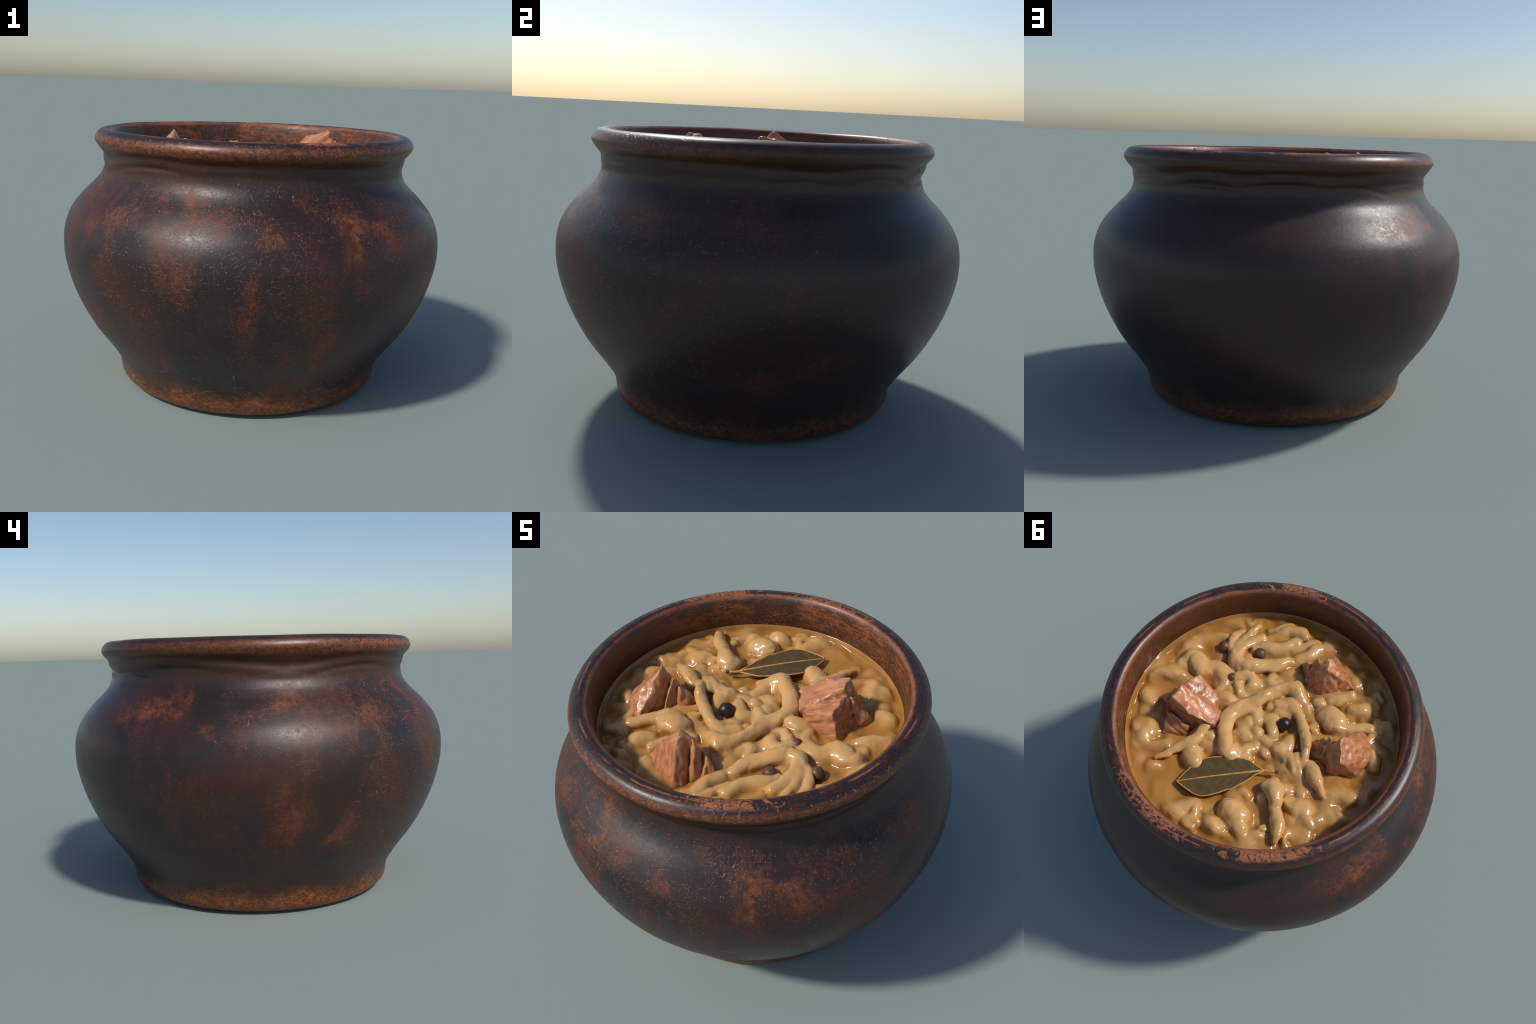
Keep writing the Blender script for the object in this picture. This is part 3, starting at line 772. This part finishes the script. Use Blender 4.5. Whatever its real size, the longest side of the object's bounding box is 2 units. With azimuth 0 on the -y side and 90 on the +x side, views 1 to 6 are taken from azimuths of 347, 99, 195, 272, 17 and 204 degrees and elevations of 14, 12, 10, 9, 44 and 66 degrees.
def build_stew(mat):
    scatter_shreds(95)
    stew = thing("stew", "thick glossy tan stew with strips and lumps", "stew")
    h = 0.005
    lo = np.array([-0.755, -0.755, 1.085])
    nx, ny, nz = 303, 303, 37
    gx, gy, gz = (lo[k] + h * np.arange(m) for k, m in enumerate((nx, ny, nz)))
    XY = np.stack(np.meshgrid(gx, gy, indexing="ij"), -1)
    rad = np.hypot(XY[..., 0], XY[..., 1])
    flat = np.concatenate([XY.reshape(-1, 2), np.zeros((nx * ny, 1))], 1)
    calm = 1 - 0.75 * np.exp(-((XY[..., 0] - 0.36) ** 2 + (XY[..., 1] - 0.48) ** 2) / 0.16 ** 2)
    billow = noise3(flat * 7.5 + 3.1).reshape(nx, ny)
    level = (GRAVY_LEVEL + calm * (0.026 * smoothstep(-0.15, 0.45, billow) + 0.010 * noise3(flat * 15.0 + 9.7).reshape(nx, ny)))
    rise = smoothstep(0.711, 0.728, rad)
    level = level * (1 - rise) + 1.168 * rise
    F = (gz[None, None, :] - level[..., None]) * 0.9

    # one slow warp of space bends every piece a little (worked out on a coarse grid)
    step = 4
    cx, cy, cz = (np.arange(lo[k], hi + 2.5 * step * h, step * h) for k, hi in enumerate((gx[-1], gy[-1], gz[-1])))
    C = np.stack(np.meshgrid(cx, cy, cz, indexing="ij"), -1).reshape(-1, 3)

    def slow(freq, shift):
        A = noise3(C * freq + shift).reshape(len(cx), len(cy), len(cz))
        for ax, m in enumerate(F.shape):
            t = np.arange(m) / step
            i = t.astype(int)
            f = (t - i).reshape([-1 if a == ax else 1 for a in range(3)])
            A = np.take(A, i, ax) * (1 - f) + np.take(A, i + 1, ax) * f
        return A.astype(np.float32)
    warp = np.stack([slow(10, 5.5), slow(10, 31.7), slow(10, 63.1)], -1) * np.float32(0.022)
    skin = slow(22, 12.3) * np.float32(0.006)

    fold = (0.5 - np.minimum(np.abs(slow(18, 44.1)) * 2.4, 1.0)).astype(np.float32) * np.float32(0.0045)
    squash = np.array([1.0, 1.0, FLAT])
    near = np.full(F.shape, 9.0, np.float32)
    lumps = np.full(F.shape, 9.0, np.float32)
    owner = np.zeros(F.shape, np.int16)
    for num, (kind, pts) in enumerate(PIECES, 1):
        c = catmull(np.array(pts), 4)
        fat = 1.13 * c[:, 3] + 0.003                 # pieces are wider than tall
        c = np.column_stack([c[:, :2], c[:, 2] - fat / FLAT, fat])
        pad = c[:, 3].max() + 0.045
        a = np.maximum(np.floor((c[:, :3].min(0) - pad - lo) / h).astype(int), 0)
        b = np.minimum(np.ceil((c[:, :3].max(0) + pad - lo) / h).astype(int) + 1, F.shape)
        box = tuple(slice(p, q) for p, q in zip(a, b))
        Q = np.stack(np.meshgrid(gx[box[0]], gy[box[1]], gz[box[2]], indexing="ij"), -1) + warp[box]
        D = np.full(Q.shape[:3], 9.0)
        if len(c) == 1:
            c = np.vstack([c, c + (0.004, 0, 0, 0)])
        for p, q in zip(c[:-1], c[1:]):
            ab = (q[:3] - p[:3]) * squash
            pq = (Q - p[:3]) * squash
            t = np.clip(pq @ ab / max(ab @ ab, 1e-9), 0, 1)
            d = np.linalg.norm(pq - t[..., None] * ab, axis=-1) - (p[3] + t * (q[3] - p[3]))
            D = np.minimum(D, d)
        D = 0.92 * D + skin[box] + fold[box]
        D = D + 0.10 * np.maximum(rad[box[0], box[1]] - 0.685, 0)[..., None] * 4
        lumps[box] = smin(lumps[box], D, 0.010)
        m = D < near[box]
        near[box] = np.where(m, D, near[box])
        owner[box] = np.where(m, num, owner[box])
    F = smin(F, lumps, 0.032)
    F = smax(F, (rad - 0.7365)[..., None] * np.ones(nz), 0.004)
    F = np.maximum(F, (1.098 - gz)[None, None, :])
    V, faces, N = surface_net(F, lo, h)
    cen = V[faces].mean(1)
    ci = np.clip(np.round((cen - lo) / h).astype(int), 0, np.array(F.shape) - 1)
    lab = np.where(near[tuple(ci.T)] < 0.007, owner[tuple(ci.T)], 0)
    lab[cen[:, 2] < 1.128] = 0
    # tiny scraps stay with the gravy
    count = np.bincount(lab, minlength=len(PIECES) + 1)
    lab[count[lab] < 60] = 0
    names = {0: "gravy"}
    for num, (kind, pts) in enumerate(PIECES, 1):
        names[num] = kind
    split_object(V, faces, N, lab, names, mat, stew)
    return stew


GRAVY_LEVEL, FLAT = 1.136, 1.28


# ------------------------------------------------------------------ meat
def hull_planes(points):
    bm = bmesh.new()
    for p in points:
        bm.verts.new(p)
    bmesh.ops.convex_hull(bm, input=bm.verts)
    bm.normal_update()
    mid = np.mean(points, axis=0)
    planes = []
    for f in bm.faces:
        nrm = np.array(f.normal)
        d = nrm @ np.array(f.verts[0].co)
        if nrm @ mid > d:
            nrm, d = -nrm, -d
        if not any(np.dot(nrm, q) > 0.985 and abs(d - e) < 0.012 for q, e in planes):
            planes.append((nrm, d))
    bm.free()
    return planes


def build_meat(label, blocks, grain, seed, grooves, cut):
    """A torn chunk: rounded convex blocks, ridged along the grain of the muscle."""
    h = 0.0044
    pts = np.array([p for b in blocks for p in b], float)
    lo = pts.min(0) - 0.03
    shape = np.ceil((pts.max(0) + 0.03 - lo) / h).astype(int) + 1
    G = np.stack(np.meshgrid(*(lo[k] + h * np.arange(shape[k]) for k in range(3)), indexing="ij"), -1)
    Q = G.reshape(-1, 3)
    g = np.array(grain, float)
    g /= np.linalg.norm(g)
    k0 = np.random.default_rng(seed).uniform(0, 40, 3)
    warp = np.stack([noise3(Q * 11 + k0), noise3(Q * 11 + k0 + 17.3), noise3(Q * 11 + k0 + 41.9)], -1)
    W = Q + 0.012 * warp + 0.005 * np.stack([noise3(Q * 27 + k0 + 3.3), noise3(Q * 27 + k0 + 57.1), noise3(Q * 27 + k0 + 71.7)], -1)
    sm = np.array(cut, float)
    sm /= np.linalg.norm(sm)
    F = None
    for b in blocks:
        D, top, rough = None, None, None
        for nrm, d in hull_planes(b):
            e = W @ nrm - d
            # the cut faces of a chunk are flatter than its torn, fibrous sides
            t = 0.25 + 0.75 * smoothstep(0.75, 0.45, np.full(1, nrm @ sm))[0]
            if D is None:
                D, top, rough = e, e.copy(), np.full(len(e), t)
            else:
                rough = np.where(e > top, t, rough)
                top = np.maximum(top, e)
                D = smax(D, e, 0.007)
        if F is None:
            F, R = D, rough
        else:
            R = np.where(D < F, rough, R)
            F = smin(F, D, 0.010)
    along = W @ g
    A = W - 0.85 * along[:, None] * g
    ridge = np.abs(noise3(A * 19 + k0))
    fine = noise3(A * 50 + k0 + 5)
    F = F + grooves * R * 0.022 * (0.17 - ridge) - 0.002 + 0.0040 * R * fine + 0.0034 * noise3(Q * 34 + k0)
    F = F.reshape(shape)
    # keep the outside positive all round
    for ax in range(3):
        for side in (0, -1):
            sl = [slice(None)] * 3
            sl[ax] = side
            F[tuple(sl)] = np.maximum(F[tuple(sl)], 0.002)
    V, faces, N = surface_net(F, lo, h)
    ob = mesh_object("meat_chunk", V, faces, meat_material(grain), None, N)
    ob["label"], ob["category"] = label, "meat"
    return ob


MEAT_A = [  # front block, tall block behind it, torn flank, low lobe at the back
    [(0.410, -0.064, 1.282), (0.438, 0.020, 1.300), (0.280, -0.034, 1.210), (0.266, 0.045, 1.218), (0.455, -0.108, 1.13),
     (0.285, -0.050, 1.12), (0.240, 0.040, 1.12), (0.500, 0.030, 1.13), (0.460, 0.050, 1.29)],
    [(0.434, 0.055, 1.338), (0.446, 0.138, 1.336), (0.335, 0.172, 1.296), (0.215, 0.127, 1.205), (0.228, 0.030, 1.192), (0.330, 0.035, 1.258),
     (0.235, 0.030, 1.12), (0.225, 0.140, 1.12), (0.345, 0.180, 1.12), (0.495, 0.150, 1.12), (0.500, 0.020, 1.13), (0.485, 0.100, 1.285)],
    [(0.470, 0.060, 1.300), (0.505, 0.122, 1.245), (0.530, 0.090, 1.190), (0.580, 0.075, 1.125), (0.525, 0.020, 1.125), (0.480, 0.150, 1.12), (0.44, 0.08, 1.15)],
    [(0.451, 0.180, 1.235), (0.335, 0.195, 1.195), (0.470, 0.282, 1.125), (0.355, 0.235, 1.125), (0.520, 0.150, 1.12), (0.36, 0.15, 1.12)],
    [(0.335, 0.150, 1.308), (0.352, 0.172, 1.300), (0.325, 0.175, 1.285), (0.345, 0.135, 1.280), (0.37, 0.15, 1.26), (0.33, 0.15, 1.25)]]
MEAT_B = [  # crest with the cut face, then two lower folds on the torn side
    [(-0.428, -0.010, 1.340), (-0.434, -0.034, 1.332), (-0.472, 0.072, 1.280), (-0.585, -0.125, 1.180), (-0.592, -0.115, 1.12), (-0.492, -0.202, 1.160),
     (-0.495, -0.200, 1.12), (-0.570, 0.055, 1.14), (-0.585, -0.025, 1.190), (-0.455, -0.122, 1.13), (-0.400, 0.100, 1.13), (-0.395, 0.000, 1.285), (-0.40, -0.02, 1.13)],
    [(-0.366, -0.032, 1.298), (-0.380, -0.018, 1.298), (-0.408, -0.114, 1.150), (-0.425, -0.105, 1.13), (-0.375, -0.080, 1.13), (-0.42, 0.06, 1.20), (-0.37, 0.085, 1.13),
     (-0.345, 0.010, 1.225)],
    [(-0.336, -0.034, 1.245), (-0.350, -0.020, 1.250), (-0.332, -0.074, 1.145), (-0.355, -0.075, 1.13), (-0.272, -0.012, 1.178), (-0.270, 0.012, 1.12), (-0.375, 0.06, 1.18),
     (-0.34, 0.09, 1.12)]]
MEAT_C = [  # wedge with the cut face, then two folds on the torn side
    [(-0.158, -0.424, 1.310), (-0.182, -0.438, 1.320), (-0.205, -0.375, 1.305), (-0.232, -0.385, 1.288), (-0.165, -0.467, 1.268), (-0.180, -0.582, 1.150), (-0.180, -0.58, 1.11), (-0.354, -0.420, 1.158),
     (-0.352, -0.420, 1.11), (-0.302, -0.415, 1.222), (-0.264, -0.500, 1.150), (-0.262, -0.500, 1.11), (-0.130, -0.536, 1.13), (-0.200, -0.295, 1.14), (-0.13, -0.36, 1.26), (-0.262, -0.345, 1.17),
     (-0.11, -0.36, 1.12)],
    [(-0.108, -0.440, 1.280), (-0.128, -0.415, 1.288), (-0.109, -0.518, 1.145), (-0.130, -0.515, 1.13), (-0.085, -0.500, 1.13), (-0.090, -0.405, 1.250), (-0.16, -0.32, 1.16), (-0.10, -0.345, 1.14)],
    [(-0.058, -0.428, 1.226), (-0.075, -0.405, 1.235), (-0.069, -0.494, 1.140), (-0.088, -0.490, 1.125), (-0.028, -0.446, 1.150), (-0.028, -0.446, 1.11), (-0.085, -0.340, 1.14), (-0.11, -0.37, 1.20)]]


# ------------------------------------------------------------------ bay leaf
def build_leaf():
    leaf = thing("bay_leaf", "flat dark olive bay leaf with yellow ribs", "leaf", (-0.128, 0.245, 1.187))
    B, T = np.array([0.0, 0.0, 0.0]), np.array([0.381, 0.240, -0.022])
    ax = T / np.linalg.norm(T)
    L = np.linalg.norm(T)
    side = np.cross((0, 0, 1), ax)
    side /= np.linalg.norm(side)
    up = np.cross(ax, side)
    # half widths along the blade, left (+side) and right, with the torn steps of the margin
    sl = [(0, 0.004), (0.10, 0.020), (0.20, 0.046), (0.30, 0.066), (0.400, 0.087), (0.425, 0.084), (0.52, 0.095), (0.63, 0.103), (0.73, 0.102), (0.82, 0.083), (0.91, 0.045), (1.0, 0.002)]
    sr = [(0, 0.004), (0.08, 0.034), (0.16, 0.066), (0.26, 0.082), (0.38, 0.093), (0.50, 0.103), (0.62, 0.104), (0.74, 0.090), (0.87, 0.051), (1.0, 0.002)]
    sr = catmull(sr, 6)
    sl = catmull(sl, 5)
    n, m = 120, 17
    s = np.linspace(0, 1, n)
    wl = np.interp(s, *np.array(sl).T)
    wr = np.interp(s, *np.array(sr).T)

    def at(si, q):
        """q runs -1 (right margin) .. 0 (rib) .. 1 (left margin)"""
        w = np.where(q > 0, np.interp(si, *np.array(sl).T), np.interp(si, *np.array(sr).T))
        bend = 0.007 * np.sin(math.pi * si)
        cup = np.where(q > 0, 0.006, -0.002 + 0.016 * si * (1 - si) * 2) * np.abs(q) ** 1.6
        vein = 0.0016 * np.sin((si - 0.20 * np.abs(q) * (1 - si * 0.3)) * 52) * np.abs(q) * (1 - np.abs(q) ** 3) * smoothstep(0.02, 0.15, si) * smoothstep(1.0, 0.85, si)
        return (si * L)[:, None] * ax + (q * w)[:, None] * side + (bend + cup + vein)[:, None] * up

    S, Qv = np.meshgrid(s, np.linspace(-1, 1, m), indexing="ij")
    top = at(S.ravel(), Qv.ravel())
    thick = 0.0035
    V = np.vstack([top, top - thick * up])
    i, j = np.meshgrid(np.arange(n - 1), np.arange(m - 1), indexing="ij")
    q = np.stack([i * m + j, (i + 1) * m + j, (i + 1) * m + j + 1, i * m + j + 1], -1).reshape(-1, 4)
    faces = [tuple(f) for f in q] + [tuple(f[::-1] + n * m) for f in q]
    rim = [a * m for a in range(n)] + [(n - 1) * m + b for b in range(1, m)] + [a * m + m - 1 for a in range(n - 2, -1, -1)] + [b for b in range(m - 2, 0, -1)]
    for a, b in zip(rim, rim[1:] + rim[:1]):
        faces.append((b, a, a + n * m, b + n * m))
    mesh_object("blade", V, faces, leaf_material(), leaf)
    rib_mat = plain_material("leaf_rib", (0.50, 0.235, 0.045), (0.70, 0.35, 0.080), 40.0, 0.5)
    bark = plain_material("leaf_stalk_end", (0.05, 0.022, 0.015), (0.12, 0.05, 0.03), 60.0, 0.6)

    def tube(name, pts, radii, mat, sides=8):
        p = np.asarray(pts, float)
        tan = np.gradient(p, axis=0)
        tan /= np.linalg.norm(tan, axis=1)[:, None]
        a = np.cross(tan, (0.05, 0.1, 1.0))
        a /= np.linalg.norm(a, axis=1)[:, None]
        b = np.cross(a, tan)
        ang = np.arange(sides) / sides * TAU
        ring = p[:, None] + np.asarray(radii)[:, None, None] * (np.cos(ang)[None, :, None] * a[:, None] + np.sin(ang)[None, :, None] * b[:, None])
        W = ring.reshape(-1, 3)
        fs = []
        for k in range(len(p) - 1):
            for c in range(sides):
                d = (c + 1) % sides
                fs.append((k * sides + c, k * sides + d, (k + 1) * sides + d, (k + 1) * sides + c))
        fs.append(tuple(range(sides))[::-1])
        fs.append(tuple((len(p) - 1) * sides + c for c in range(sides)))
        return mesh_object(name, W, fs, mat, leaf)

    su = np.linspace(0, 1, 60)
    tube("midrib", at(su, np.zeros(60)) + 0.0005 * up, np.interp(su, [0, 0.2, 1], [0.0075, 0.0060, 0.0030]), rib_mat)
    for sg in (-1, 1):
        tube("margin", at(s, np.full(n, 0.995 * sg)) - 0.0015 * up, np.full(n, 0.0034), rib_mat, 6)
    stalk = catmull([(0, 0, 0), (-0.022, -0.009, -0.001), (-0.045, -0.016, -0.001), (-0.058, -0.020, 0.001)], 6)
    tube("stalk", stalk, np.interp(np.linspace(0, 1, len(stalk)), [0, 0.5, 1], [0.0070, 0.0062, 0.0072]), rib_mat)
    endp = catmull([(-0.055, -0.019, 0.0), (-0.063, -0.021, 0.001), (-0.070, -0.023, 0.002)], 6)
    tube("stalk_end", endp, np.interp(np.linspace(0, 1, len(endp)), [0, 0.15, 0.55, 0.75, 1], [0.0085, 0.0105, 0.0095, 0.0085, 0.0105]), bark)
    return leaf


# ------------------------------------------------------------------ peppercorns
def build_peppercorn(at, radius, mat, label, squash=(1, 1, 1)):
    bm = bmesh.new()
    bmesh.ops.create_icosphere(bm, subdivisions=4, radius=1.0)
    V = np.array([v.co for v in bm.verts])
    faces = [tuple(v.index for v in f.verts) for f in bm.faces]
    bm.free()
    k = np.array(at) * 37
    V = V * (1 + 0.06 * noise3(V * 1.3 + k) + 0.02 * noise3(V * 5 + k))[:, None] * radius * np.array(squash)
    ob = mesh_object("peppercorn", V, faces, mat, None, None, at)
    ob["label"], ob["category"] = label, "spice"
    return ob


# ------------------------------------------------------------------ assembly
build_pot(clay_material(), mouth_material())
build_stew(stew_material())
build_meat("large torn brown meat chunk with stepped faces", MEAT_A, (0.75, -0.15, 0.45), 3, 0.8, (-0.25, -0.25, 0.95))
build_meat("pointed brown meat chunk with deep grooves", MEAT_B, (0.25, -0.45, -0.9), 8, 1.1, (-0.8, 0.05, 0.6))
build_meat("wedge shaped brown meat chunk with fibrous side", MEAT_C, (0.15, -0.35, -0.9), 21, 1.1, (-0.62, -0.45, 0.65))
build_leaf()
black_corn = plain_material("black_peppercorn", (0.016, 0.008, 0.007), (0.030, 0.014, 0.011), 30.0, 0.38, 0.15)
brown_corn = plain_material("brown_peppercorn", (0.085, 0.036, 0.018), (0.150, 0.066, 0.034), 30.0, 0.45, 0.15)
build_peppercorn((-0.103, -0.049, 1.176), 0.037, black_corn, "large round black peppercorn")
build_peppercorn((0.278, -0.187, 1.168), 0.0255, brown_corn, "small round brown peppercorn")
build_peppercorn((0.211, -0.396, 1.164), 0.031, brown_corn, "brown peppercorn half sunk in the gravy", (1.1, 1.0, 0.95))
build_peppercorn((0.410, -0.348, 1.165), 0.033, brown_corn, "round brown peppercorn lying on the gravy")
